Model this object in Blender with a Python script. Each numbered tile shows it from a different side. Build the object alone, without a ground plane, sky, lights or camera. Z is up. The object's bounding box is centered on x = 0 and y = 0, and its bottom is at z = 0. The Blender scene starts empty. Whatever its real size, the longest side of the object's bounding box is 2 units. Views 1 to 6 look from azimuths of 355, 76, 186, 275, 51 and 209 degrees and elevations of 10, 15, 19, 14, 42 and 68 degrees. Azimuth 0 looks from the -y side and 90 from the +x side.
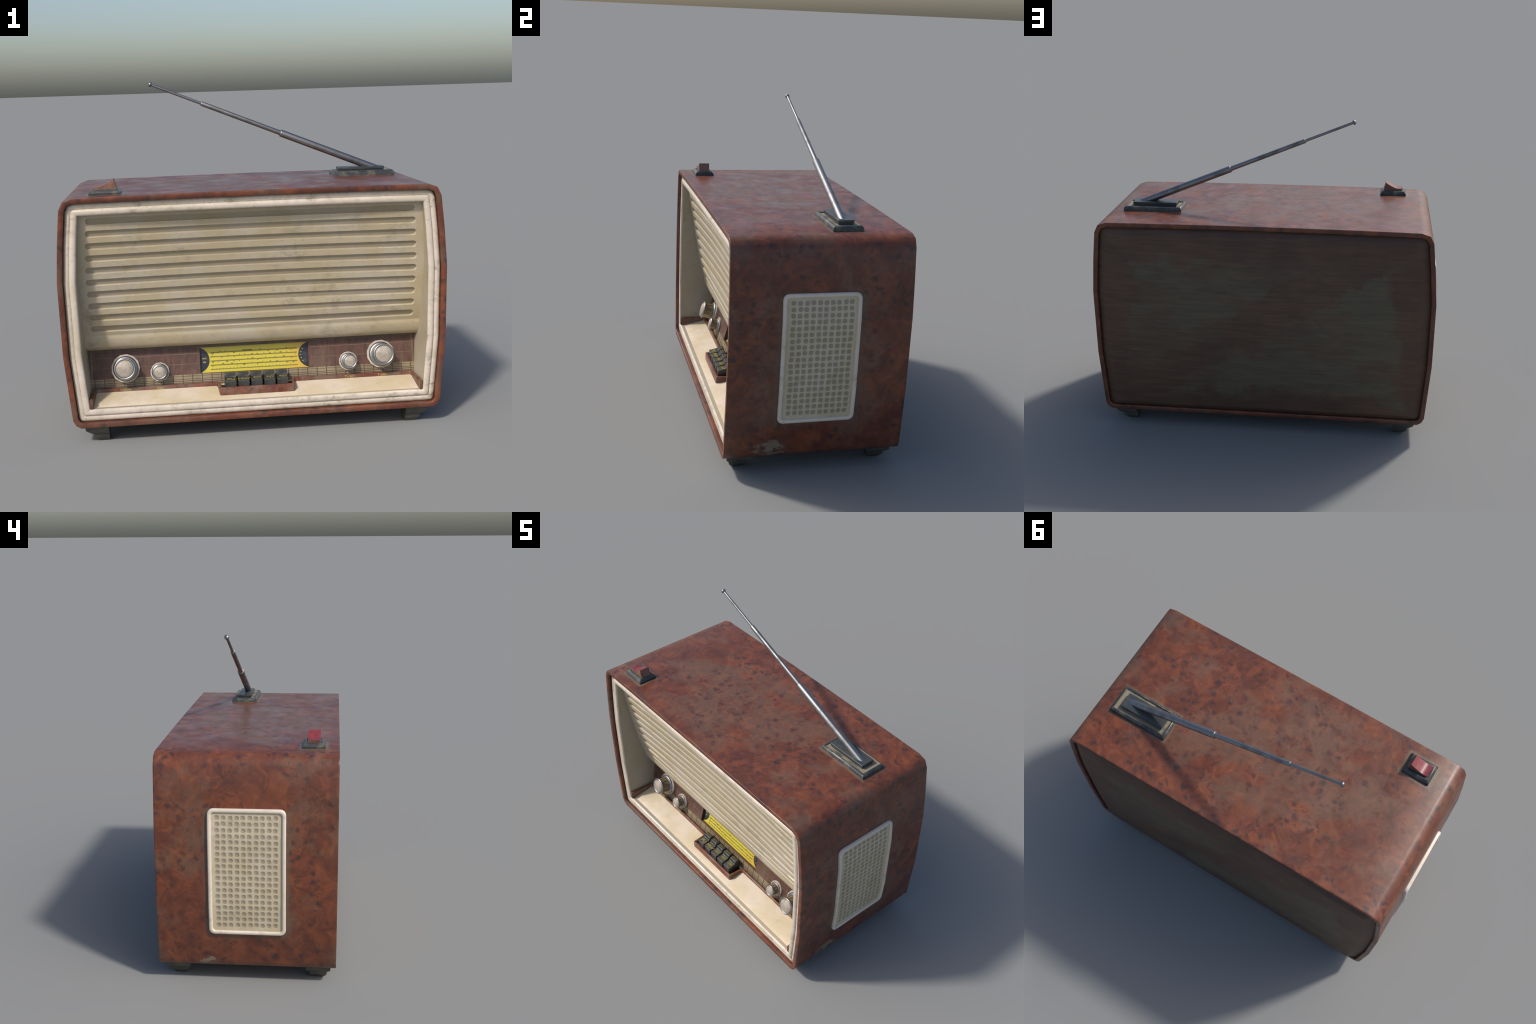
import bpy, bmesh, math, random
from mathutils import Vector, Matrix

random.seed(7)
D = bpy.data

# =====================================================================
#  node helper
# =====================================================================
class Mat:
    def __init__(self, name):
        self.m = D.materials.new(name)
        self.m.use_nodes = True
        self.t = self.m.node_tree
        self.t.nodes.clear()
        self.out = self.t.nodes.new('ShaderNodeOutputMaterial')
        self.b = self.t.nodes.new('ShaderNodeBsdfPrincipled')
        self.t.links.new(self.b.outputs[0], self.out.inputs[0])
        self.co = self.t.nodes.new('ShaderNodeTexCoord').outputs['Object']

    def put(self, sock, v):
        if isinstance(v, bpy.types.NodeSocket):
            self.t.links.new(v, sock)
        elif isinstance(v, (tuple, list)):
            sock.default_value = tuple(v) + ((1,) if len(v) == 3 and len(sock.default_value) == 4 else ())
        else:
            sock.default_value = v

    def mapping(self, v=None, scale=(1, 1, 1), loc=(0, 0, 0), rot=(0, 0, 0)):
        n = self.t.nodes.new('ShaderNodeMapping')
        self.put(n.inputs[0], v or self.co)
        n.inputs['Location'].default_value = loc
        n.inputs['Rotation'].default_value = rot
        n.inputs['Scale'].default_value = scale
        return n.outputs[0]

    def noise(self, v=None, scale=5, detail=4, rough=.55, dist=0, color=False):
        n = self.t.nodes.new('ShaderNodeTexNoise')
        self.put(n.inputs['Vector'], v or self.co)
        n.inputs['Scale'].default_value = scale
        n.inputs['Detail'].default_value = detail
        n.inputs['Roughness'].default_value = rough
        n.inputs['Distortion'].default_value = dist
        return n.outputs['Color' if color else 'Fac']

    def voronoi(self, v=None, scale=5, feature='F1', rnd=1.0, out='Distance'):
        n = self.t.nodes.new('ShaderNodeTexVoronoi')
        n.feature = feature
        self.put(n.inputs['Vector'], v or self.co)
        n.inputs['Scale'].default_value = scale
        n.inputs['Randomness'].default_value = rnd
        return n.outputs[out]

    def wave(self, v=None, scale=5, dist=2, detail=2, dscale=1, axis='Z'):
        n = self.t.nodes.new('ShaderNodeTexWave')
        n.bands_direction = axis
        self.put(n.inputs['Vector'], v or self.co)
        n.inputs['Scale'].default_value = scale
        n.inputs['Distortion'].default_value = dist
        n.inputs['Detail'].default_value = detail
        n.inputs['Detail Scale'].default_value = dscale
        return n.outputs['Fac']

    def math(self, op, a, b=0.0, c=0.0, clamp=False):
        n = self.t.nodes.new('ShaderNodeMath')
        n.operation = op
        n.use_clamp = clamp
        self.put(n.inputs[0], a)
        self.put(n.inputs[1], b)
        self.put(n.inputs[2], c)
        return n.outputs[0]

    def vmath(self, op, a, b=(0, 0, 0), out=0):
        n = self.t.nodes.new('ShaderNodeVectorMath')
        n.operation = op
        self.put(n.inputs[0], a)
        self.put(n.inputs[1], b)
        return n.outputs[out]

    def vscale(self, a, s):
        n = self.t.nodes.new('ShaderNodeVectorMath')
        n.operation = 'SCALE'
        self.put(n.inputs[0], a)
        self.put(n.inputs['Scale'], s)
        return n.outputs[0]

    def ss(self, v, lo, hi, a=0.0, b=1.0):
        """smoothstep remap"""
        n = self.t.nodes.new('ShaderNodeMapRange')
        n.interpolation_type = 'SMOOTHSTEP'
        self.put(n.inputs[0], v)
        for i, x in zip((1, 2, 3, 4), (lo, hi, a, b)):
            n.inputs[i].default_value = x
        return n.outputs[0]

    def ramp(self, fac, stops):
        n = self.t.nodes.new('ShaderNodeValToRGB')
        e = n.color_ramp.elements
        while len(e) < len(stops):
            e.new(0.5)
        for el, (p, c) in zip(e, stops):
            el.position = p
            el.color = tuple(c) + (1,)
        self.put(n.inputs[0], fac)
        return n.outputs[0]

    def mix(self, fac, a, b, mode='MIX'):
        n = self.t.nodes.new('ShaderNodeMix')
        n.data_type = 'RGBA'
        n.blend_type = mode
        self.put(n.inputs[0], fac)
        self.put(n.inputs[6], a)
        self.put(n.inputs[7], b)
        return n.outputs[2]

    def xyz(self, v=None):
        n = self.t.nodes.new('ShaderNodeSeparateXYZ')
        self.put(n.inputs[0], v or self.co)
        return n.outputs

    def bump(self, h, strength=.2, dist=.005):
        n = self.t.nodes.new('ShaderNodeBump')
        n.inputs['Strength'].default_value = strength
        n.inputs['Distance'].default_value = dist
        self.put(n.inputs['Height'], h)
        self.put(self.b.inputs['Normal'], n.outputs[0])

    def set(self, **k):
        for a, v in k.items():
            self.put(self.b.inputs[a.replace('_', ' ')], v)
        return self.m


def box_dist(M, a, b, ca, cb, ha, hb):
    """signed distance (max norm) to a rectangle in two coordinates"""
    da = M.math('SUBTRACT', M.math('ABSOLUTE', M.math('SUBTRACT', a, ca)), ha)
    db = M.math('SUBTRACT', M.math('ABSOLUTE', M.math('SUBTRACT', b, cb)), hb)
    return M.math('MAXIMUM', da, db)


# =====================================================================
#  materials
# =====================================================================
def burl_colour(M, dusty=True, scale=1.0):
    half = (.5, .5, .5)
    warp = M.vscale(M.vmath('SUBTRACT', M.noise(scale=5.5 * scale, detail=2, color=True), half), .17 / scale)
    v = M.vmath('ADD', M.co, warp)
    base = M.noise(v, scale=9 * scale, detail=6, rough=.62, dist=.8)
    col = M.ramp(base, [(.30, (.078, .026, .017)), (.47, (.126, .038, .020)), (.60, (.172, .052, .024)), (.75, (.235, .075, .030))])
    # soft flame-like swirls
    sw = M.noise(v, scale=16 * scale, detail=4, rough=.58, dist=1.1)
    col = M.mix(M.ss(sw, .54, .72, 0, .45), col, (.255, .078, .032))
    col = M.mix(M.ss(sw, .47, .28, 0, .48), col, (.080, .027, .019))
    if dusty:
        s = M.xyz()
        # most dust lies over the middle of the top
        ex = M.math('POWER', M.math('DIVIDE', M.math('SUBTRACT', s[0], -.12), .62), 2.0)
        ey = M.math('POWER', M.math('DIVIDE', M.math('SUBTRACT', M.math('ADD', s[1], M.math('MULTIPLY', s[0], -.12)), .0), .34), 2.0)
        bias = M.math('MULTIPLY', M.ss(M.math('ADD', ex, ey), 1.5, .1, -.045, .085), M.ss(s[2], 1.22, 1.26))
        cx = M.math('POWER', M.math('MULTIPLY', M.math('SUBTRACT', s[0], .93), 6.0), 2.0)
        cy = M.math('POWER', M.math('MULTIPLY', M.math('SUBTRACT', s[1], -.46), 6.5), 2.0)
        cz = M.math('POWER', M.math('MULTIPLY', M.math('SUBTRACT', s[2], 1.25), 5.0), 2.0)
        bias = M.math('ADD', bias, M.ss(M.math('ADD', M.math('ADD', cx, cy), cz), 1.0, .05, 0, .12))
        d = M.math('ADD', M.noise(M.mapping(loc=(.35, 2.3, 1.1)), scale=3.8, detail=8, rough=.68), bias)
        d = M.math('ADD', d, M.ss(s[2], 1.22, 1.26, -.025, 0.0))
        dust = M.ss(d, .46, .61, 0, .70)
        col = M.mix(dust, col, M.mix(M.ss(sw, .4, .65), (.124, .073, .049), (.160, .082, .051)))
    # eyes: small irregular dark knots in loose clusters, each in a dark halo
    clus = M.ss(M.noise(M.co, scale=5 * scale, detail=3), .38, .54)
    if dusty:
        clus = M.math('MULTIPLY', clus, M.math('SUBTRACT', 1.0, M.math('MULTIPLY', dust, .50)))
    vs = M.vmath('ADD', M.co, M.vscale(M.vmath('SUBTRACT', M.noise(scale=24 * scale, detail=3, rough=.6, color=True), half), .060 / scale))
    e1 = M.voronoi(vs, scale=19 * scale)
    e2 = M.voronoi(M.mapping(vs, loc=(3.1, 1.7, .4)), scale=31 * scale)
    col = M.mix(M.math('MULTIPLY', M.ss(e1, .48, .20), M.math('ADD', M.math('MULTIPLY', clus, .50), .12)), col, (.080, .027, .020))
    eye = M.math('MULTIPLY', M.ss(e1, .32, .10), M.math('ADD', M.math('MULTIPLY', clus, .66), .08))
    eye2 = M.math('MULTIPLY', M.ss(e2, .31, .12), M.math('MULTIPLY', clus, .62))
    col = M.mix(M.math('MAXIMUM', eye, eye2), col, (.036, .027, .026))
    return col, sw


def mat_cabinet():
    M = Mat('burl_veneer')
    col, sw = burl_colour(M)
    s = M.xyz()
    X, Y, Z = s[0], s[1], s[2]
    rag = M.math('MULTIPLY', M.math('SUBTRACT', M.noise(scale=32, detail=4, rough=.7), .5), .045)
    dust = (.160, .120, .080)
    topm = M.ss(Z, 1.255, 1.264)
    # pale dust bordering the antenna foot and the switch on the top
    for cx, cy, hx, hy, w in ((.6745, .140, .172, .081, .020), (-.732, -.3495, .081, .060, .024)):
        d = M.math('ADD', box_dist(M, X, Y, cx, cy, hx, hy), rag)
        col = M.mix(M.math('MULTIPLY', M.ss(d, w, .002, 0, .75), topm), col, dust)
    # grey dust halo beside and under the side speaker grilles
    side = M.ss(M.math('ABSOLUTE', X), .94, .955)
    rag2 = M.math('MULTIPLY', M.math('SUBTRACT', M.noise(scale=26, detail=5, rough=.75), .5), .09)
    d = M.math('ADD', box_dist(M, Y, Z, -.014, .63, .202, .327), rag2)
    col = M.mix(M.math('MULTIPLY', M.ss(d, .034, .008, 0, .62), side), col, (.115, .092, .064))
    # scuffs low on the sides
    for sd, yy, zz, r, amt in ((1, -.235, .150, .10, .85), (-1, .200, .128, .055, .85)):
        p = M.math('POWER', M.math('ADD', M.math('POWER', M.math('SUBTRACT', Y, yy), 2.0),
                   M.math('MULTIPLY', M.math('POWER', M.math('SUBTRACT', Z, zz), 2.0), 2.6)), .5)
        n = M.noise(M.mapping(rot=(.6, 0, 0), scale=(1, 1, 2)), scale=17, detail=6, rough=.7)
        m = M.math('MULTIPLY', M.ss(M.math('SUBTRACT', n, M.math('MULTIPLY', p, 2.0 / (r * 10))), .34, .44, 0, amt), M.ss(p, r * 1.5, r * .7))
        col = M.mix(M.math('MULTIPLY', m, M.ss(M.math('MULTIPLY', X, sd), .92, .94)), col, (.20, .175, .125))
    rough = M.ss(M.noise(scale=7, detail=5, rough=.65), .3, .7, .28, .46)
    M.bump(sw, .06, .004)
    return M.set(Base_Color=col, Roughness=rough, Specular_IOR_Level=.5)


def mat_trim():
    M = Mat('varnished_trim_wood')
    col, sw = burl_colour(M, False, 1.6)
    d = M.noise(scale=9, detail=5, rough=.6)
    col = M.mix(M.ss(d, .42, .60, 0, .72), col, (.165, .115, .082))
    return M.set(Base_Color=col, Roughness=.33)


def mat_back():
    M = Mat('back_board_wood')
    g = M.noise(M.mapping(scale=(1.0, 1, 14)), scale=5, detail=8, rough=.66, dist=.25)
    col = M.ramp(g, [(.32, (.074, .039, .025)), (.50, (.100, .053, .031)), (.68, (.134, .072, .039))])
    big = M.noise(scale=3, detail=4)
    col = M.mix(M.ss(big, .42, .62, 0, .5), col, (.062, .032, .022))
    # a big cloudy grey-green dust film over the middle, rubbed off along a diagonal band
    s = M.xyz()
    rag = M.math('SUBTRACT', M.noise(scale=5.5, detail=9, rough=.68), .5)
    rag2 = M.math('SUBTRACT', M.noise(M.mapping(rot=(0, .45, 0), scale=(.6, 1, 1.5)), scale=3, detail=8, rough=.66), .5)
    ins = box_dist(M, s[0], s[2], 0.0, .66, .80, .44)
    film = M.ss(M.math('ADD', ins, M.math('MULTIPLY', rag, .55)), .01, -.09)
    dd = M.math('ADD', M.math('MULTIPLY', M.math('SUBTRACT', s[2], .62), .856), M.math('MULTIPLY', M.math('SUBTRACT', s[0], .165), .518))
    band = M.ss(M.math('ADD', M.math('ABSOLUTE', dd), M.math('MULTIPLY', rag, .55)), .120, .070)
    film = M.math('MULTIPLY', film, M.math('SUBTRACT', 1.0, M.math('MULTIPLY', band, .85)))
    film = M.math('MULTIPLY', film, M.ss(rag2, -.08, .02, .32, .85))
    col = M.mix(film, col, M.mix(M.ss(g, .35, .65), (.086, .073, .047), (.116, .093, .057)))
    M.bump(g, .12, .003)
    return M.set(Base_Color=col, Roughness=.62)


def cream(name, a, b, dirt=.5, rough=.45, seed=0.0, streak=True, grime=(.26, .22, .14)):
    M = Mat(name)
    v = M.mapping(loc=(seed, seed * .7, seed * 1.3))
    n = M.noise(v, scale=4.5, detail=5, rough=.6)
    col = M.mix(M.ss(n, .38, .62), a, b)
    g = M.noise(M.mapping(v, scale=(1, 1, 1.6)), scale=11, detail=7, rough=.72)
    big = M.ss(M.noise(v, scale=3.2, detail=3), .44, .64)
    gm = M.math('MULTIPLY', M.ss(g, .50, .64), big)
    col = M.mix(M.math('MULTIPLY', gm, dirt), col, grime)
    mot = M.noise(v, scale=19, detail=5, rough=.7)
    col = M.mix(M.ss(mot, .46, .70, 0, dirt * .30), col, grime)
    spot = M.noise(v, scale=60, detail=3, rough=.6)
    col = M.mix(M.ss(spot, .60, .74, 0, dirt * .6), col, grime)
    M.bump(spot, .05, .002)
    return M.set(Base_Color=col, Roughness=rough)


def mat_plain(name, col, rough=.45, metallic=0.0, var=.25, scale=25, spec=.5):
    M = Mat(name)
    n = M.noise(scale=scale, detail=4, rough=.6)
    c = M.mix(M.ss(n, .35, .68), col, tuple(x * (1 - var) for x in col))
    return M.set(Base_Color=c, Roughness=rough, Metallic=metallic, Specular_IOR_Level=spec)


def mat_chrome(name, col, rough, grime=(.10, .09, .075), amt=.6):
    M = Mat(name)
    n = M.noise(scale=14, detail=3, rough=.55)
    k = M.ss(n, .42, .70, 0, amt)
    c = M.mix(k, col, grime)
    r = M.math('ADD', M.math('MULTIPLY', k, .22), rough)
    return M.set(Base_Color=c, Roughness=r, Metallic=1.0)


def mat_dusty_black(name, col, dust, lo, hi, scale=16, rough=.36, amt=.8):
    M = Mat(name)
    n = M.noise(scale=scale, detail=6, rough=.7)
    k = M.ss(n, lo, hi, 0, amt)
    c = M.mix(k, col, dust)
    return M.set(Base_Color=c, Roughness=M.math('ADD', M.math('MULTIPLY', k, .3), rough))


def mat_panel():
    M = Mat('dark_panel_wood')
    g = M.noise(M.mapping(scale=(9, 1, 2.2)), scale=7, detail=6, rough=.65)
    col = M.ramp(g, [(.32, (.055, .027, .020)), (.52, (.092, .042, .029)), (.72, (.145, .068, .044))])
    d = M.noise(scale=5, detail=5, rough=.65)
    col = M.mix(M.ss(d, .48, .66, 0, .55), col, (.15, .098, .066))
    z = M.xyz()[2]
    e = M.math('ADD', z, M.math('MULTIPLY', M.math('SUBTRACT', M.noise(scale=45, detail=4, rough=.7), .5), .03))
    col = M.mix(M.ss(e, .408, .418, 0, .7), col, (.115, .095, .062))
    return M.set(Base_Color=col, Roughness=.5)


def mat_dial():
    M = Mat('dial_yellow')
    s = M.xyz()
    col = M.mix(M.ss(s[0], .12, .29), (.58, .485, .048), (.58, .37, .042))
    n = M.noise(scale=9, detail=4)
    col = M.mix(M.ss(n, .5, .72, 0, .35), col, (.50, .40, .10))
    return M.set(Base_Color=col, Roughness=.34)


CAB = mat_cabinet()
TRIM = mat_trim()
BACK = mat_back()
BEZEL = cream('bezel_cream', (.65, .56, .475), (.56, .485, .38), .95, .36, 0.0, True, (.24, .205, .135))
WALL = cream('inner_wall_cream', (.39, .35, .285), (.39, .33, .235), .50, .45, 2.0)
FLOORM = cream('shelf_cream', (.63, .535, .42), (.555, .455, .30), .24, .45, 4.0)
GRILLE = cream('grille_cream', (.485, .42, .315), (.455, .375, .24), .50, .38, 7.0, True, (.24, .20, .13))
SLOTSHADE = cream('grille_slot_shade', (.345, .295, .22), (.325, .27, .175), .42, .5, 7.0, True, (.20, .165, .105))  # slat cream darkened: shade of the slot floors put into the colour
SIDEFRAME = cream('speaker_frame_cream', (.68, .60, .51), (.64, .56, .46), .4, .4, 9.0)
MESH0 = cream('speaker_mesh_cream', (.56, .485, .355), (.53, .44, .29), .45, .45, 11.0)
MESH1 = cream('speaker_mesh_painted_pit_edge', (.47, .41, .31), (.44, .375, .26), .3, .5, 11.0)  # half-dark step of the painted hole shading
MESH2 = cream('speaker_mesh_painted_pit', (.32, .275, .195), (.30, .25, .165), .3, .55, 11.0)  # hole darkness painted as colour; the dimples are shallow and closed
PANEL = mat_panel()
FRET = mat_plain('fret_beige', (.27, .215, .125), .5, 0, .28, 12)
FRETLINE = mat_plain('fret_line_brown', (.085, .042, .030), .5, 0, .2, 20)
INLAY = mat_plain('inlay_line_beige', (.17, .125, .08), .5, 0, .35, 14)
DIAL = mat_dial()
DIALINK = mat_plain('dial_ink', (.225, .185, .050), .45, 0, .3, 40)
DIALEND = mat_dusty_black('dial_end_black', (.018, .022, .030), (.16, .13, .10), .5, .72, 9, .35, .6)
DIALMARK = mat_plain('dial_mark_gold', (.30, .22, .07), .5)
CHROME = mat_chrome('knob_chrome', (.35, .35, .36), .37, (.17, .155, .13), .6)
KNOBBODY = mat_plain('knob_barrel', (.27, .245, .21), .34, .35, .4, 20)
KNOBRIM = mat_plain('knob_flange_cream', (.54, .47, .39), .42, 0, .25, 12)
KNOBCAP = mat_plain('knob_cap_cream', (.44, .38, .31), .45, 0, .38, 22)
GOLD = mat_plain('knob_gold_stripe', (.52, .33, .05), .34, .6, .25, 30)
KEYM = mat_dusty_black('key_black', (.026, .027, .028), (.080, .074, .062), .40, .68, 14, .33, .7)
KEYTEXT = mat_plain('key_lettering_gold', (.27, .225, .05), .5, 0, .3, 60)
KEYTEXT2 = mat_plain('key_lettering_worn', (.135, .118, .034), .5, 0, .4, 60)
TRIMTEXT = mat_plain('trim_lettering_gold', (.42, .30, .09), .5, 0, .4, 60)
DARKGAP = mat_plain('tray_inside_black', (.012, .010, .009), .6)
ANTM = mat_chrome('antenna_steel', (.27, .27, .275), .42, (.12, .115, .115), .6)
BASEM = mat_dusty_black('antenna_base_black', (.036, .041, .046), (.17, .15, .10), .44, .66, 22, .30, .6)
BASEDUST = mat_dusty_black('antenna_base_dusty', (.06, .06, .055), (.25, .215, .145), .30, .52, 16, .5, .9)
PLATEM = mat_dusty_black('antenna_plate_black', (.040, .046, .050), (.16, .145, .11), .50, .75, 12, .36, .5)
SWBASE = mat_dusty_black('switch_base_black', (.040, .044, .046), (.18, .16, .11), .46, .70, 18, .28, .65)
SWRED = mat_plain('switch_red', (.24, .042, .048), .30, 0, .3, 40)
SWSIDE = mat_plain('switch_dusty_red', (.24, .125, .085), .45, 0, .35, 25)
FOOTM = mat_dusty_black('foot_black', (.055, .054, .045), (.12, .11, .08), .42, .66, 12, .5, .6)

# =====================================================================
#  geometry helpers
# =====================================================================
root = D.objects.new('radio', None)
bpy.context.scene.collection.objects.link(root)
root['label'] = 'vintage burl wood table radio with cream front and antenna'
root['category'] = 'radio'


def finish(name, bm, mat, parent=root, smooth=45, weighted=False, recalc=True):
    if recalc:
        bmesh.ops.recalc_face_normals(bm, faces=bm.faces)
    me = D.meshes.new(name)
    if smooth:
        a = math.radians(smooth)
        for f in bm.faces:
            f.smooth = True
        for e in bm.edges:
            if len(e.link_faces) == 2:
                e.smooth = e.calc_face_angle(0) < a
    bm.to_mesh(me)
    bm.free()
    for m in (mat if isinstance(mat, list) else [mat]):
        me.materials.append(m)
    ob = D.objects.new(name, me)
    bpy.context.scene.collection.objects.link(ob)
    ob.parent = parent
    if weighted:
        w = ob.modifiers.new('wn', 'WEIGHTED_NORMAL')
        w.keep_sharp = True
        w.weight = 80
    return ob


def loft(bm, rings, loop=True, close_rings=False, cap=False, mat=0):
    vs = [[bm.verts.new(p) for p in r] for r in rings]
    n = len(vs[0])
    m = len(vs)
    for i in range(m if close_rings else m - 1):
        a, b = vs[i], vs[(i + 1) % m]
        for j in range(n if loop else n - 1):
            k = (j + 1) % n
            f = bm.faces.new((a[j], a[k], b[k], b[j]))
            f.material_index = mat
    if cap:
        bm.faces.new(vs[0][::-1])
        bm.faces.new(vs[-1])
    return vs


def box(bm, lo, hi, bev=0.0, segs=2, mat=0, M=None):
    r = bmesh.ops.create_cube(bm, size=1)
    vs = r['verts']
    for v in vs:
        v.co = Vector([lo[i] + (hi[i] - lo[i]) * (v.co[i] + .5) for i in range(3)])
    fs = {f for v in vs for f in v.link_faces}
    if bev:
        es = {e for v in vs for e in v.link_edges}
        o = bmesh.ops.bevel(bm, geom=list(es), offset=bev, segments=segs, affect='EDGES', profile=.5)
        fs = {f for f in fs if f.is_valid} | set(o['faces'])
    for f in fs:
        f.material_index = mat
    if M:
        for v in {v for f in fs for v in f.verts}:
            v.co = M @ v.co
    return fs


def lathe(bm, prof, segs, mats=None):
    """prof: (t, r) along +Z; mats gives a material index per span"""
    rings = [[(r * math.cos(2 * math.pi * k / segs), r * math.sin(2 * math.pi * k / segs), t) for k in range(segs)]
             for t, r in prof]
    vs = [[bm.verts.new(p) for p in r] for r in rings]
    for i in range(len(vs) - 1):
        for k in range(segs):
            j = (k + 1) % segs
            f = bm.faces.new((vs[i][k], vs[i][j], vs[i + 1][j], vs[i + 1][k]))
            f.material_index = mats[i] if mats else 0
    f = bm.faces.new(vs[-1])
    f.material_index = mats[-1] if mats else 0
    f = bm.faces.new(vs[0][::-1])
    f.material_index = mats[0] if mats else 0


# ---------------------------------------------------------------------
#  cabinet profile (x, z): bulging sides, bevelled corners
# ---------------------------------------------------------------------
ZT, ZB, YF, YB = 1.2650, 0.0905, -.481, .466
SIDE = [(.9486, .0905), (.979, .465), (.984, .845), (.9700, 1.040), (.9468, 1.265)]
CROWN = .0058          # the top is very slightly arched


def side_x(z):
    for (x0, z0), (x1, z1) in zip(SIDE, SIDE[1:]):
        if z <= z1 or z1 == SIDE[-1][1]:
            return x0 + (x1 - x0) * (z - z0) / (z1 - z0)


def profile(o, crown=CROWN):
    """closed outline at inward offset o (right half mirrored)"""
    zt, zb = ZT - o, ZB + o
    kt, kb = max(1 - o / .075, .07), max(1 - o / .055, .09)
    sx = side_x(zt) - o
    bx = side_x(zb) - o
    half = [(bx - .036 * kb, zb), (bx - .0115 * kb, zb + .0145 * kb),
            (side_x(zb + .043 * kb) - o, zb + .043 * kb)]
    half += [(x - o, z) for x, z in SIDE[1:4]]
    half += [(side_x(zt - .0585 * kt) - o, zt - .0585 * kt), (sx - .0145 * kt, zt - .0165 * kt), (sx - .061 * kt, zt)]
    half += [(x, zt + crown * (1 - (x / .886) ** 2)) for x in (.66, .44, .22)]
    half.append((.0001, zt + crown))
    return half + [(-x, z) for x, z in reversed(half)]


def ring(o, y, crown=CROWN):
    return [(x, y, z) for x, z in profile(o, crown)]


# cabinet shell ---------------------------------------------------------
TH = .0265
bm = bmesh.new()
c = .0022
loft(bm, [ring(0, YB - c), ring(0, YB - .009), ring(0, .25, .0064), ring(0, 0, .0068), ring(0, -.25, .0064), ring(0, YF + .009), ring(0, YF + c), ring(c * .3, YF + c * .3), ring(c, YF), ring(TH - c, YF), ring(TH, YF + c), ring(TH, YF + .009), ring(TH, YB - .009), ring(TH, YB - c),
          ring(TH - c, YB), ring(c, YB), ring(c * .3, YB - c * .3)], close_rings=True)
finish('cabinet', bm, CAB, smooth=50)

# back board -------------------------------------------------------------
def plateau(o, y):
    pts = []
    for x, z in profile(.060 + o):
        k = max(0.0, min(1.0, (abs(x) - .70) / .20))
        pts.append((x - math.copysign(.028 * k, x), y, z))
    return pts


bm = bmesh.new()
yb = YB - .019
loft(bm, [ring(TH - .001, yb - .012), ring(TH - .001, yb), plateau(.0, .4800), plateau(.003, .4810)], cap=True)
finish('backboard', bm, BACK, smooth=30)

# front bezel with its inner walls ----------------------------------------
BZ = .0905
bm = bmesh.new()
prof = [(.0262, -.425), (.0264, -.437), (.0285, -.4435), (.033, -.4485), (.039, -.4515), (.046, -.4525), (.052, -.4515),
        (.0555, -.4495), (.0575, -.4478), (.0592, -.4500), (.0615, -.4535), (.066, -.4562), (.072, -.4572),
        (.080, -.4565), (.086, -.4542), (.0892, -.4508), (BZ, -.4460), (BZ + .0005, -.4445)]
loft(bm, [ring(o, y - .0095) for o, y in prof])
finish('bezel', bm, BEZEL, smooth=60)

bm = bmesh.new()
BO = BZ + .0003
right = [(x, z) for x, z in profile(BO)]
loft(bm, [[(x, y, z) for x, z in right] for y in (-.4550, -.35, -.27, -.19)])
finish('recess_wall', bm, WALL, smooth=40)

# sloping cream shelf -------------------------------------------------------
def floor_z(y):
    return .1757 + .229 * (y + .4585)

bm = bmesh.new()
rows = [(-.460, floor_z(-.460) - .006), (-.4600, floor_z(-.460) - .0016), (-.4575, floor_z(-.4575)), (-.38, floor_z(-.38)), (-.25, floor_z(-.25))]
loft(bm, [[(-.885, y, z), (.885, y, z)] for y, z in rows], loop=False)
finish('shelf', bm, FLOORM, smooth=70)

# ---------------------------------------------------------------------
#  loudspeaker grille: leaning panel with ten slots and a rolled lower lip
# ---------------------------------------------------------------------
def grille_y(z):
    return -.408 + .18 * (1.08 - z) + max(0.0, .67 - z) ** 2 * .70

def dish(x, z):
    """the panel bows inwards, fading out above the rolled lip"""
    t = max(0.0, min(1.0, (z - .545) / .22))
    t = t * t * (3 - 2 * t)
    u = max(0.0, (z - .88) / .3)
    return .0225 * t * (1 - .30 * min(1, u) ** 1.5) * max(0.0, 1 - (x / .88) ** 2) ** 1.3

SLOTS = [(1.1405 - .0642 * i) for i in range(10)]
SLOT_H = .0160

def slot_depth(x, z):
    """slot floor leans: shallow under the upper edge, deepest at the lower one"""
    for zc in SLOTS:
        if abs(z - zc) > .03:
            continue
        ex = side_x(zc) - .1285 - SLOT_H
        dx = max(0.0, abs(x) - ex)
        dz = z - zc
        t = SLOT_H - math.hypot(dx, dz)            # > 0 inside the slot
        k = max(0.0, min(1.0, (t + .0008) / .0022))
        k = k * k * (3 - 2 * k)
        return (.0072 + .0036 * (SLOT_H - dz) / (2 * SLOT_H)) * k - .0035
    return -.0035

xs = []
x = 0.0
while x < .775:
    xs.append(x)
    x += .031
while x < .862:
    xs.append(x)
    x += .0016
xs += [.868, .880, .896]
xs = [-a for a in reversed(xs[1:])] + xs
rows = []          # (y, z, displaceable)
z = 1.190
ZLIP = .525
while z > ZLIP + .0005:
    rows.append((grille_y(z), z, True))
    z -= .0012
rows.append((grille_y(ZLIP), ZLIP, False))
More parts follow.
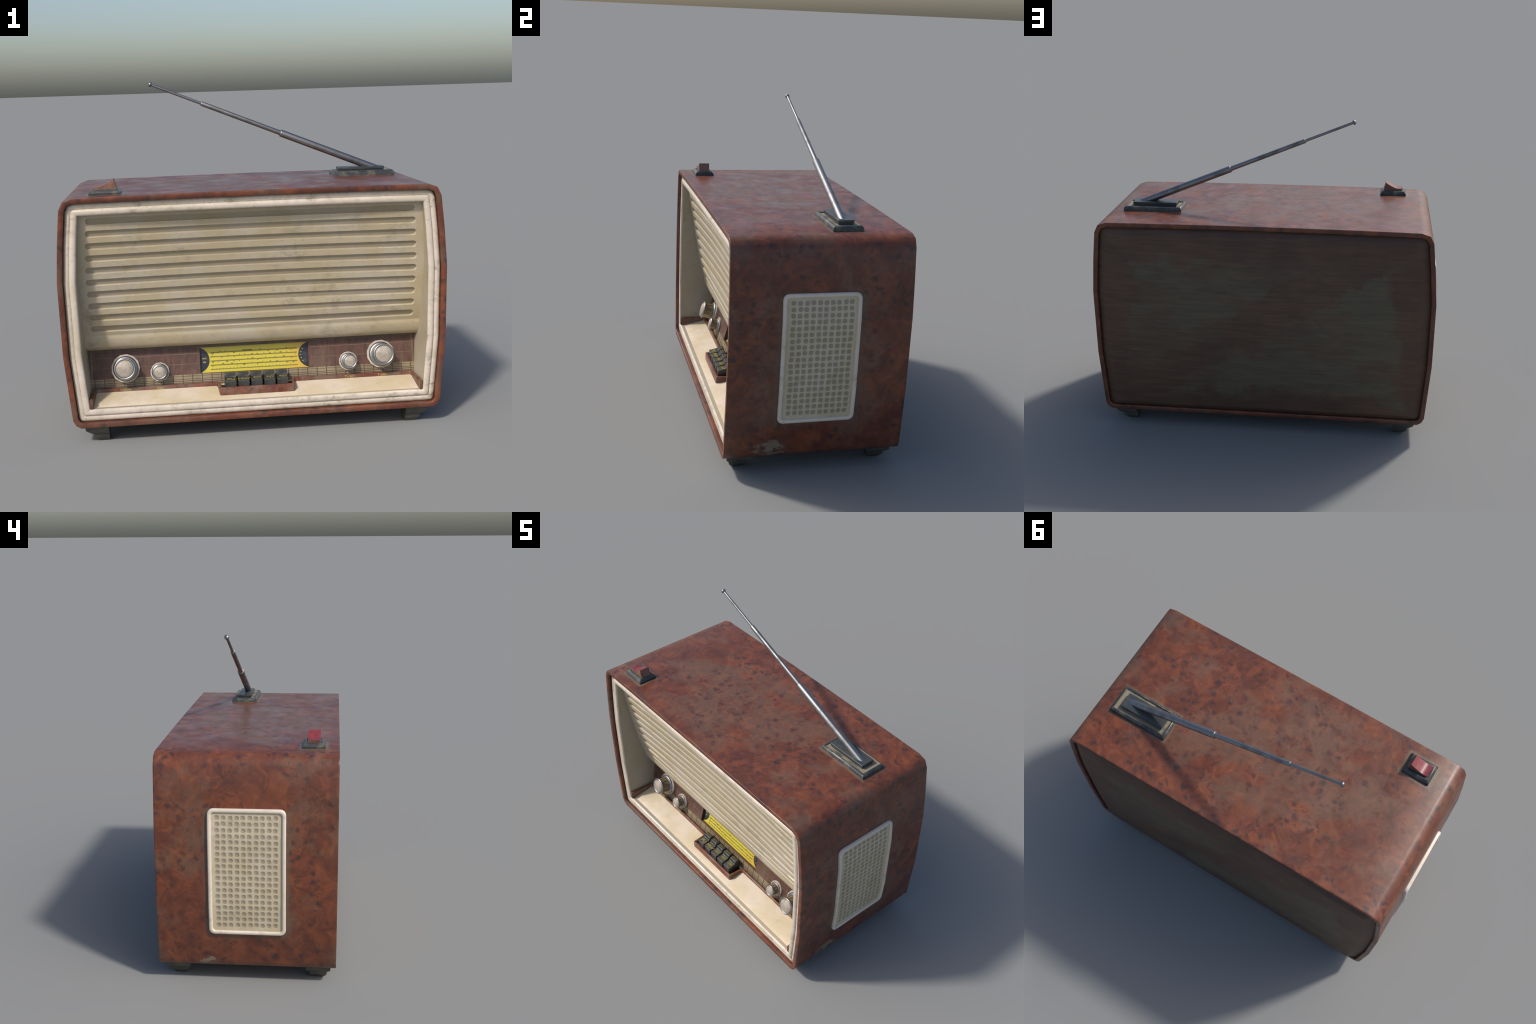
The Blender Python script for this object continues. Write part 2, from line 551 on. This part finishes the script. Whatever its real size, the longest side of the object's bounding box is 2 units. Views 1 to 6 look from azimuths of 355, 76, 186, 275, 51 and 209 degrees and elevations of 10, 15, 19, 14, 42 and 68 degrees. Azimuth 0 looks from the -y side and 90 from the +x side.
# rolled lip turning under and back to the dark panel
lean = math.atan(.18)
lip = [(grille_y(.545), .545), (grille_y(ZLIP), ZLIP), (-.2930, .503), (-.2865, .476), (-.2750, .4525), (-.2570, .4365), (-.2340, .4300), (-.1900, .4290), (-.16, .429)]
for i in range(1, len(lip) - 2):
    p0, p1, p2, p3 = [Vector(q) for q in lip[i - 1:i + 3]]
    for k in range(1, 6):
        t = k / 5
        q = .5 * ((2 * p1) + (p2 - p0) * t + (2 * p0 - 5 * p1 + 4 * p2 - p3) * t * t + (3 * p1 - p0 - 3 * p2 + p3) * t ** 3)
        rows.append((q.x, q.y, False))
n_norm = Vector((0, -math.cos(lean), -math.sin(lean)))
bm = bmesh.new()
grid = []
for (y, z, disp) in rows:
    r = []
    for x in xs:
        d = slot_depth(x, z) + dish(x, z) if disp else -.0035
        r.append((x, y - n_norm.y * d, z - n_norm.z * d))
    grid.append(r)
gv = loft(bm, grid, loop=False)
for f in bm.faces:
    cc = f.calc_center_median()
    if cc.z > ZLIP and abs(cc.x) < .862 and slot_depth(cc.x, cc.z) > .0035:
        f.material_index = 1  # slot floors get the cream with shade painted in
finish('speaker_grille', bm, [GRILLE, SLOTSHADE], smooth=180)

# ---------------------------------------------------------------------
#  control panel frame (tilted): local u = x, v = up the panel, n = out
# ---------------------------------------------------------------------
TILT = math.radians(15.6)
PO = Vector((0, -.247, .322))
Vv = Vector((0, math.sin(TILT), math.cos(TILT)))
Nn = Vector((0, -math.cos(TILT), math.sin(TILT)))
PM = Matrix(((1, 0, 0, PO.x), (0, Vv.y, Nn.y, PO.y), (0, Vv.z, Nn.z, PO.z), (0, 0, 0, 1)))

def to_panel(z):
    """panel v coordinate at height z"""
    return (z - PO.z) / Vv.z

V0, V1 = to_panel(.190), to_panel(.455)
DX, DV0, DV1 = .2925, to_panel(.2765), to_panel(.4075)
DDEEP = .018
bm = bmesh.new()
def quad(pts, mat=0):
    f = bm.faces.new([bm.verts.new(PM @ Vector(p)) for p in pts])
    f.material_index = mat
for (u0, u1, v0, v1) in ((-.9, -DX, V0, V1), (DX, .9, V0, V1), (-DX, DX, V0, DV0), (-DX, DX, DV1, V1)):
    quad([(u0, v0, 0), (u1, v0, 0), (u1, v1, 0), (u0, v1, 0)])
for (a, b) in (((-DX, DV0), (DX, DV0)), ((DX, DV0), (DX, DV1)), ((DX, DV1), (-DX, DV1)), ((-DX, DV1), (-DX, DV0))):
    quad([(a[0], a[1], 0), (b[0], b[1], 0), (b[0], b[1], -DDEEP - .004), (a[0], a[1], -DDEEP - .004)])
bmesh.ops.remove_doubles(bm, verts=bm.verts, dist=1e-5)
panel = finish('control_panel', bm, PANEL, smooth=0)

# thin inlay lines on the dark wood and the beige fret strip below
bm = bmesh.new()
for zz in (.327, .379):
    v = to_panel(zz)
    for s in (-1, 1):
        u0, u1 = sorted((s * .305, s * .858))
        box(bm, (u0, v - .0014, -.001), (u1, v + .0014, .0007), M=PM)
for s in (-1, 1):
    box(bm, (s * .866 - .006, to_panel(.274), -.001), (s * .866 + .006, to_panel(.43), .0007), M=PM)
finish('inlay_line', bm, INLAY, smooth=0)['kind'] = 'stuff'
FT, FB = to_panel(.2735), to_panel(.205)
bm = bmesh.new()
box(bm, (-.89, FB, -.002), (.89, FT, .0010), M=PM)
finish('fret_strip', bm, FRET, smooth=0)
bm = bmesh.new()
k = -17
for k in range(-17, 18):
    u = .0258 + k * .0516
    if abs(u) < .875:
        box(bm, (u - .0021, FB, 0), (u + .0021, FT - .0004, .0017), M=PM)
for f, w in ((.12, .0010), (.34, .0012), (.47, .0015), (.60, .0015), (.73, .0012)):
    v = FT + (FB - FT) * f
    box(bm, (-.875, v - w, 0), (.875, v + w, .0015), M=PM)
finish('fret_line', bm, FRETLINE, smooth=0)['kind'] = 'stuff'

# tuning dial ------------------------------------------------------------
bm = bmesh.new()
box(bm, (-DX - .002, DV0 - .002, -DDEEP - .004), (DX + .002, DV1 + .002, -DDEEP), M=PM)
dial = finish('tuning_dial', bm, DIAL, smooth=0)
ZD = -DDEEP
hv = DV1 - DV0
def dial_end(sign):
    bm = bmesh.new()
    c = (DV0 + DV1) / 2
    pts = []
    bulge = .052
    half = hv / 2 * .97
    Rr = (half * half + bulge * bulge) / (2 * bulge)
    a0 = math.asin(half / Rr)
    for i in range(25):
        a = -a0 + 2 * a0 * i / 24
        pts.append((sign * (DX - bulge + Rr - Rr * math.cos(a)), c + Rr * math.sin(a)))
    lo = [bm.verts.new(PM @ Vector((u, v, ZD - .001))) for u, v in pts]
    hi = [bm.verts.new(PM @ Vector((u, v, ZD + .0010))) for u, v in pts]
    bm.faces.new(hi)
    bm.faces.new(lo[::-1])
    for i in range(len(lo)):
        j = (i + 1) % len(lo)
        bm.faces.new((lo[i], lo[j], hi[j], hi[i]))
    return finish('dial_end_plate', bm, DIALEND, dial, smooth=0)
dial_end(-1)
dial_end(1)
rng = random.Random(11)
bm = bmesh.new()
for i in range(5):
    v = DV1 - hv * (.225 + .165 * i)
    th = .0029 if i < 4 else .0022
    box(bm, (-.236, v - th, ZD - .001), (.234, v + th, ZD + .0007), M=PM)
    u = -.228
    while u < .222:
        w = rng.choice((.004, .006, .008, .011)) if i < 4 else .0026
        if rng.random() < .08 and i < 1:
            w = .055
        if u + w < .23:
            up = rng.random() < .6 or i == 4
            h = rng.choice((.005, .0065)) if i < 4 else .0042
            a, b = (v, v + th + h) if up else (v - th - h, v)
            box(bm, (u, a, ZD - .001), (u + w, b, ZD + .00055), M=PM)
        u += w + (rng.uniform(.018, .050) if i < 4 else .0165)
finish('dial_scale', bm, DIALINK, dial, smooth=0)['kind'] = 'stuff'
bm = bmesh.new()
cvm = (DV0 + DV1) / 2
for k in range(5):
    f = (k - 2) / 2
    u = DX - .040 + .012 * f * f
    v = cvm - f * .033
    box(bm, (u - .0042, v - .0030, ZD), (u + .0042, v + .0030, ZD + .0016), M=PM)
for dv, w in ((.008, .014), (-.012, .010)):
    box(bm, (-DX + .026 - w, cvm + dv - .004, ZD), (-DX + .026 + w * .6, cvm + dv + .004, ZD + .0016), M=PM)
finish('dial_mark', bm, DIALMARK, dial, smooth=0)['kind'] = 'stuff'

# ---------------------------------------------------------------------
#  knobs
# ---------------------------------------------------------------------
def build_knob(scale, loc, protos={}):
    s = scale
    mats = [KNOBRIM, CHROME, KNOBBODY, KNOBCAP]
    L = {}
    if 'flange' not in protos:
        bm = bmesh.new()
        lathe(bm, [(-.004, .0745), (.004, .0768), (.0125, .0768), (.0165, .074)], 13)
        protos['flange'] = finish('x', bm, KNOBRIM, None, 30).data
        bm = bmesh.new()
        lathe(bm, [(.012, .0668), (.0200, .0662), (.0250, .0640), (.0285, .0600), (.0300, .0550), (.0300, .048)], 36)
        protos['chrome_ring'] = finish('x', bm, CHROME, None, 60).data
        bm = bmesh.new()
        lathe(bm, [(.026, .0505), (.030, .0490), (.060, .0475), (.0855, .0490), (.0880, .0500)], 36)
        protos['barrel'] = finish('x', bm, KNOBBODY, None, 60).data
        bm = bmesh.new()
        lathe(bm, [(.0835, .0510), (.0850, .0552), (.0880, .0570), (.0918, .0568), (.0948, .0545), (.0955, .0510), (.0942, .0475), (.0915, .0455)], 36)
        protos['front_ring'] = finish('x', bm, CHROME, None, 60).data
        bm = bmesh.new()
        cap = [(.0890, .0458), (.0920, .0452)] + [(.0920 + .0115 * math.sin(a), .0452 * math.cos(a)) for a in [math.radians(d) for d in (12, 25, 40, 55, 70, 83)]]
        lathe(bm, cap, 32)
        protos['knob_cap'] = finish('x', bm, KNOBCAP, None, 80).data
        bm = bmesh.new()
        for k in range(12):
            M4 = Matrix.Rotation(2 * math.pi * (k + .3) / 12, 4, 'Z')
            box(bm, (.0470, -.0030, .034), (.0500, .0030, .080), M=M4, bev=.0008, segs=1)
        protos['gold_stripe'] = finish('x', bm, GOLD, None, 30).data
        for o in [o for o in D.objects if o.name.split('.')[0] == 'x']:
            D.objects.remove(o)
        for k in protos:
            protos[k].name = k
    knob = D.objects.new('knob', protos['barrel'])
    bpy.context.scene.collection.objects.link(knob)
    knob.parent = root
    B = PM.to_3x3().to_4x4()
    knob.matrix_world = Matrix.Translation(loc) @ B @ Matrix.Diagonal((s, s, s, 1))
    for nm, kind in (('flange', 'flange'), ('chrome_ring', 'chrome_ring'), ('front_ring', 'chrome_ring'), ('knob_cap', 'knob_cap'), ('gold_stripe', 'gold_stripe')):
        o = D.objects.new(kind, protos[nm])
        bpy.context.scene.collection.objects.link(o)
        o.parent = knob
    return knob

def panel_foot(x, cap_y, cap_z, length):
    p = Vector((x, cap_y, cap_z)) - Nn * length
    d = (p - PO).dot(Nn)
    return p - Nn * d

for s in (-1, 1):
    build_knob(1.0, panel_foot(s * .687, -.343, .3495, .10))
    build_knob(.667, panel_foot(s * .5075, -.3175, .313, .0665))

# ---------------------------------------------------------------------
#  trim strip round the shelf with the key tray, and the keys
# ---------------------------------------------------------------------
def rounded(pts, rad, n=5):
    out = [pts[0]]
    for i in range(1, len(pts) - 1):
        p = Vector(pts[i])
        a = (Vector(pts[i - 1]) - p).normalized()
        b = (Vector(pts[i + 1]) - p).normalized()
        r = rad[i]
        p0, p1 = p + a * r, p + b * r
        for k in range(n + 1):
            t = k / n
            out.append(tuple((1 - t) ** 2 * p0 + 2 * t * (1 - t) * p + t * t * p1))
    out.append(pts[-1])
    return out

YS, YT = -.2965, -.3925
path = [(-.8505, -.4585), (-.8435, YS), (-.206, YS), (-.1985, YT), (.1985, YT), (.206, YS), (.8435, YS), (.8505, -.4585)]
rad = [0, .012, .012, .012, .012, .012, .012, 0]
vis = rounded(path, rad)                       # face towards the shelf
w = .0155
back = []
for i, p in enumerate(vis):
    a = Vector(vis[max(i - 1, 0)])
    b = Vector(vis[min(i + 1, len(vis) - 1)])
    t = (b - a).normalized()
    back.append(tuple(Vector(p) + Vector((-t.y, t.x)) * w))
ZS = .2320
bm = bmesh.new()
ch = .0022
strip = []
for (x, y), (bx, by) in zip(vis, back):
    dx, dy = (bx - x) / w, (by - y) / w
    strip.append([(x, y, floor_z(y) - .012), (x, y, ZS - ch), (x + dx * ch, y + dy * ch, ZS),
                  (bx - dx * ch, by - dy * ch, ZS), (bx, by, ZS - ch), (bx, by, .19)])
loft(bm, strip, loop=False)
for e in (0, -1):
    bm.faces.new([bm.verts.new(p) for p in strip[e]])
bmesh.ops.remove_doubles(bm, verts=bm.verts, dist=1e-6)
trim = finish('trim_strip', bm, TRIM, smooth=50)

bm = bmesh.new()
box(bm, (-.19, -.385, .195), (.19, -.265, .214))
finish('key_tray', bm, DARKGAP, smooth=0)


def text_mesh(name, body, size, mat, parent, M, depth=.0006, bold=.030):
    cu = D.curves.new(name, 'FONT')
    cu.body = body
    cu.size = size
    cu.align_x = 'CENTER'
    cu.align_y = 'CENTER'
    cu.extrude = depth
    cu.offset = bold * size
    o = D.objects.new(name, cu)
    bpy.context.scene.collection.objects.link(o)
    dg = bpy.context.evaluated_depsgraph_get()
    me = D.meshes.new_from_object(o.evaluated_get(dg))
    D.objects.remove(o)
    me.transform(M)
    me.materials.clear()
    me.materials.append(mat)
    t = D.objects.new(name, me)
    bpy.context.scene.collection.objects.link(t)
    t.parent = parent
    return t

# one key: stepped block, tapered upwards
KW = .0312
bm = bmesh.new()
sec = [(-.3760, .205), (-.3740, .2620), (-.3235, .2645), (-.3185, .2850), (-.2905, .2860), (-.2840, .205)]
rings = []
for sx in (-1, 1):
    r = []
    for y, z in sec:
        t = (z - .205) / .078
        r.append((sx * KW * (1 - .075 * t), y, z))
    rings.append(r)
loft(bm, rings, cap=True)
bmesh.ops.bevel(bm, geom=[e for e in bm.edges], offset=.0042, segments=3, affect='EDGES', profile=.5)
kob = finish('key', bm, KEYM, None, 60)
key_mesh = kob.data
D.objects.remove(kob)
labels = [('PU', None), ('MW', None), ('SW', 'I'), ('SW', 'II'), ('SW', 'III')]
for i, (a, b) in enumerate(labels):
    k = D.objects.new('key', key_mesh)
    bpy.context.scene.collection.objects.link(k)
    k.parent = root
    k.location = ((i - 2) * .0687 - .0005, 0, 0)
    tilt = Matrix.Rotation(math.atan2(.0025, .053), 4, 'X')
    zt = lambda y: .2620 + (y + .3740) * .0025 / .053 + .0002
    if b is None:
        text_mesh('key_lettering', a, .036, KEYTEXT, k, Matrix.Translation((.002, -.352, zt(-.352))) @ tilt)
    else:
        text_mesh('key_lettering', a, .028, KEYTEXT, k, Matrix.Translation((.004, -.3425, zt(-.3425))) @ tilt)
        text_mesh('key_lettering', b, .022, KEYTEXT2, k, Matrix.Translation((.002, -.3625, zt(-.3625))) @ tilt)
    # worn, unreadable small print on the raised rear step
    bm = bmesh.new()
    r2 = random.Random(40 + i)
    u = -.021
    while u < .019:
        ww = r2.uniform(.004, .007)
        h = r2.uniform(.0034, .0050)
        box(bm, (u, -.3045 - h, .2845), (u + ww, -.3045 + h, .2861))
        u += ww + .0012
    finish('key_print', bm, KEYTEXT2, k, smooth=0)['kind'] = 'stuff'

# gold words on the trim strip under the knobs
FRONT = Matrix.Rotation(math.pi / 2, 4, 'X')
for word, x in (('Volume', -.688), ('Bass', -.508), ('Treble', .508), ('Tuning', .688)):
    text_mesh('trim_lettering', word, .0185, TRIMTEXT, trim,
              Matrix.Translation((x, YS - .0002, .2215)) @ FRONT @ Matrix.Diagonal((1.15, 1, 1, 1)))

# ---------------------------------------------------------------------
#  side speaker grilles
# ---------------------------------------------------------------------
GY0, GY1, GZ0, GZ1 = -.2155, .1890, .2975, .9895

def rrect(inset, rad, n=4):
    y0, y1, z0, z1 = GY0 + inset, GY1 - inset, GZ0 + inset, GZ1 - inset
    pts = []
    for cy, cz, a0 in ((y1 - rad, z1 - rad, 0), (y0 + rad, z1 - rad, 90), (y0 + rad, z0 + rad, 180), (y1 - rad, z0 + rad, 270)):
        for k in range(n + 1):
            a = math.radians(a0 + 90 * k / n)
            pts.append((cy + rad * math.cos(a), cz + rad * math.sin(a)))
    # extra points down the straight long sides, at the bends of the cabinet side
    out = []
    for i, p in enumerate(pts):
        q = pts[(i + 1) % len(pts)]
        out.append(p)
        if abs(q[1] - p[1]) > .3:
            zz = (.845, .655, .465) if q[1] < p[1] else (.465, .655, .845)
            for zv in zz:
                out.append((p[0], zv))
    return out

for sgn in (-1, 1):
    def P(y, z, h):
        return (sgn * (side_x(z) + h), y, z)
    bm = bmesh.new()
    prof = [(0, .030, -.004), (0, .030, .0105), (.0022, .028, .0142), (.0060, .025, .0160), (.0135, .021, .0158),
            (.0175, .018, .0140), (.0200, .016, .0105), (.0205, .0155, .0040)]
    loft(bm, [[P(y, z, h) for y, z in rrect(i, r)] for i, r, h in prof])
    fr = finish('speaker_frame', bm, SIDEFRAME, smooth=60)
    # dimpled mesh: three shallow rings per cell, hole shade put into their colour
    bm = bmesh.new()
    NC, NR = 10, 19
    y_a, y_b = -.1613, .1385
    z_a, z_b = .3515, .9420
    py, pz = (y_b - y_a) / (NC - 1), (z_b - z_a) / (NR - 1)
    HM = .0062
    r3 = random.Random(5 if sgn > 0 else 6)
    NQ = 16
    cache = {}
    def vert(y, z, h):
        key = (round(y, 5), round(z, 5), round(h, 5))
        if key not in cache:
            cache[key] = bm.verts.new(P(y, z, h))
        return cache[key]
    for i in range(NC):
        for j in range(NR):
            cy, cz = y_a + i * py, z_a + j * pz
            jy, jz = r3.uniform(-.0022, .0022), r3.uniform(-.0018, .0018)
            cell = []
            for q in range(NQ):
                a = 2 * math.pi * q / NQ + math.pi / 4
                ca, sa = math.cos(a), math.sin(a)
                m = max(abs(ca), abs(sa))
                cell.append((cy + ca / m * py / 2, cz + sa / m * pz / 2))
            rg = []
            for rr, h in ((.0138, HM), (.0116, HM - .0004), (.0088, HM - .0016), (.0050, HM - .0022)):
                row = []
                for q in range(NQ):
                    a = 2 * math.pi * q / NQ + math.pi / 4
                    ca, sa = math.cos(a), math.sin(a)
                    sq = (abs(ca) ** 3 + abs(sa) ** 3) ** (-1 / 3)      # slightly squared circle
                    row.append(bm.verts.new(P(cy + jy + rr * ca * sq, cz + jz + rr * sa * sq, h)))
                rg.append(row)
            outer = [vert(y, z, HM) for y, z in cell]
            seq = [outer] + rg
            for a, (r0, r1) in enumerate(zip(seq, seq[1:])):
                for q in range(NQ):
                    k = (q + 1) % NQ
                    f = bm.faces.new((r0[q], r0[k], r1[k], r1[q]))
                    f.material_index = (0, 1, 2, 2)[a]
            bm.faces.new(rg[-1]).material_index = 2
    # plain margin round the dimpled field, running under the frame
    ya, yb_, za, zb_ = y_a - py / 2, y_b + py / 2, z_a - pz / 2, z_b + pz / 2
    zl = [za, .465, .655, .845, zb_]
    def strip_quad(y0, y1, zs, h0, h1):
        for z0, z1 in zip(zs, zs[1:]):
            bm.faces.new([bm.verts.new(P(y0, z0, h0)), bm.verts.new(P(y1, z0, h1)), bm.verts.new(P(y1, z1, h1)), bm.verts.new(P(y0, z1, h0))])
    strip_quad(GY0 + .012, ya, zl, HM, HM)
    strip_quad(yb_, GY1 - .012, zl, HM, HM)
    for z0, z1 in ((GZ0 + .012, za), (zb_, GZ1 - .012)):
        strip_quad(GY0 + .012, GY1 - .012, [z0, z1], HM, HM)
    finish('speaker_mesh', bm, [MESH0, MESH1, MESH2], fr, smooth=80)

# ---------------------------------------------------------------------
#  feet
# ---------------------------------------------------------------------
for sx in (-1, 1):
    for yc, sy in ((-.3855, 1), (.3705, -1)):
        bm = bmesh.new()
        # (z, x inner, x outer, half depth)
        lv = [(0, .7775, .834, .0300), (.021, .7770, .8535, .0445), (.039, .7770, .858, .0480), (.046, .7765, .868, .0560), (.064, .7765, .8940, .0650), (.0915, .7765, .900, .0670)]
        loft(bm, [[(sx * xi, yc - h, z), (sx * xo, yc - h, z), (sx * xo, yc + h, z), (sx * xi, yc + h, z)] for z, xi, xo, h in lv], cap=True)
        finish('foot', bm, FOOTM, smooth=20)

# ---------------------------------------------------------------------
#  telescopic antenna on its stepped base
# ---------------------------------------------------------------------
bx0, bx1, by0, by1 = .5030, .8460, .0595, .2205
def rect(i, z):
    return [(bx0 + i, by0 + i, z), (bx1 - i, by0 + i, z), (bx1 - i, by1 - i, z), (bx0 + i, by1 - i, z)]
bm = bmesh.new()
vs = loft(bm, [rect(0, ZT - .003), rect(0, ZT + .017), rect(.0012, ZT + .0195), rect(.0095, ZT + .0285), rect(.0115, ZT + .0292), rect(.0150, ZT + .0292), rect(.0160, ZT + .0285), rect(.0168, ZT + .0225)])
f = bm.faces.new(vs[-1])
f.material_index = 1
for q in bm.faces:
    cz = q.calc_center_median().z
    if abs(cz - (ZT + .0255)) < .0012 and q.normal.length < 2 and min(v.co.z for v in q.verts) > ZT + .022 and max(v.co.z for v in q.verts) < ZT + .0287:
        q.material_index = 1
abase = finish('antenna_base', bm, [BASEM, BASEDUST], smooth=30)
px0, px1, py0, py1 = .5370, .7970, .0970, .1830
bm = bmesh.new()
def prect(i, z):
    return [(px0 + i, py0 + i, z), (px1 - i, py0 + i, z), (px1 - i, py1 - i, z), (px0 + i, py1 - i, z)]
loft(bm, [prect(.004, ZT + .018), prect(.004, ZT + .033), prect(.0015, ZT + .0345), prect(0, ZT + .036), prect(0, ZT + .0465), prect(.0015, ZT + .048)], cap=True)
finish('antenna_plate', bm, PLATEM, abase, smooth=30)

A = Vector((.2159, .1333, 1.5164))
T = Vector((-.492, .1335, 1.8027))
dirn = (T - A).normalized()
base_pt = A - dirn * ((A.z - 1.296) / dirn.z)
total = (T - base_pt).length
q = dirn.to_track_quat('Z', 'Y').to_matrix().to_4x4()
AM = Matrix.Translation(base_pt) @ q
j2 = (A - base_pt).length
j1 = (Vector((-.2171, .1330, 1.6915)) - base_pt).length
def rod(name, prof, segs, mat, par):
    bm = bmesh.new()
    lathe(bm, prof, segs)
    for v in bm.verts:
        v.co = AM @ v.co
    return finish(name, bm, mat, par, 50)
ant = rod('antenna', [(-.004, .0206), (j2 - .004, .0198), (j2 - .0012, .0191), (j2, .0170), (j2, .0138)], 20, ANTM, root)
rod('antenna_section', [(j2 - .03, .0135), (j1 - .003, .0130), (j1 - .001, .0124), (j1, .0110), (j1, .0088)], 18, ANTM, ant)
rod('antenna_section', [(j1 - .03, .0080), (total - .006, .0078)], 16, ANTM, ant)
rod('antenna_tip', [(total - .010, .0078), (total - .0085, .0115), (total - .005, .0136), (total, .0140), (total + .0045, .0122), (total + .0078, .0080), (total + .009, .003)], 18, ANTM, ant)

# ---------------------------------------------------------------------
#  rocker switch
# ---------------------------------------------------------------------
sx0, sx1, sy0, sy1 = -.8090, -.6525, -.4075, -.2905
bm = bmesh.new()
def srect(i, z):
    return [(sx0 + i, sy0 + i, z), (sx1 - i, sy0 + i, z), (sx1 - i, sy1 - i, z), (sx0 + i, sy1 - i, z)]
loft(bm, [srect(0, ZT - .003), srect(0, ZT + .0130), srect(.0015, ZT + .0155), srect(.0115, ZT + .0275), srect(.0135, ZT + .0285), srect(.0200, ZT + .0285), srect(.0215, ZT + .0255)], cap=True)
sw = finish('switch_base', bm, SWBASE, smooth=30)
ry0, ry1 = -.3810, -.3170
top = []
xl, xr = -.7868, -.6855
for i in range(13):
    t = i / 12
    z = 1.3085 - .0035 * math.sin(math.pi * min(1, t * 1.6)) + .0345 * t ** 2.2
    top.append((xl + (xr - xl) * t, z))
bm = bmesh.new()
outline = [(-.7815, 1.290)] + top + [(-.6700, 1.290)]
fr_ = [bm.verts.new((x, ry0, z)) for x, z in outline]
bk_ = [bm.verts.new((x, ry1, z)) for x, z in outline]
bm.faces.new(fr_).material_index = 1
bm.faces.new(bk_[::-1]).material_index = 1
for i in range(len(outline)):
    j = (i + 1) % len(outline)
    f = bm.faces.new((fr_[i], fr_[j], bk_[j], bk_[i]))
    f.material_index = 0 if 1 <= i < len(outline) - 2 else 1
finish('switch_rocker', bm, [SWRED, SWSIDE], sw, smooth=40)
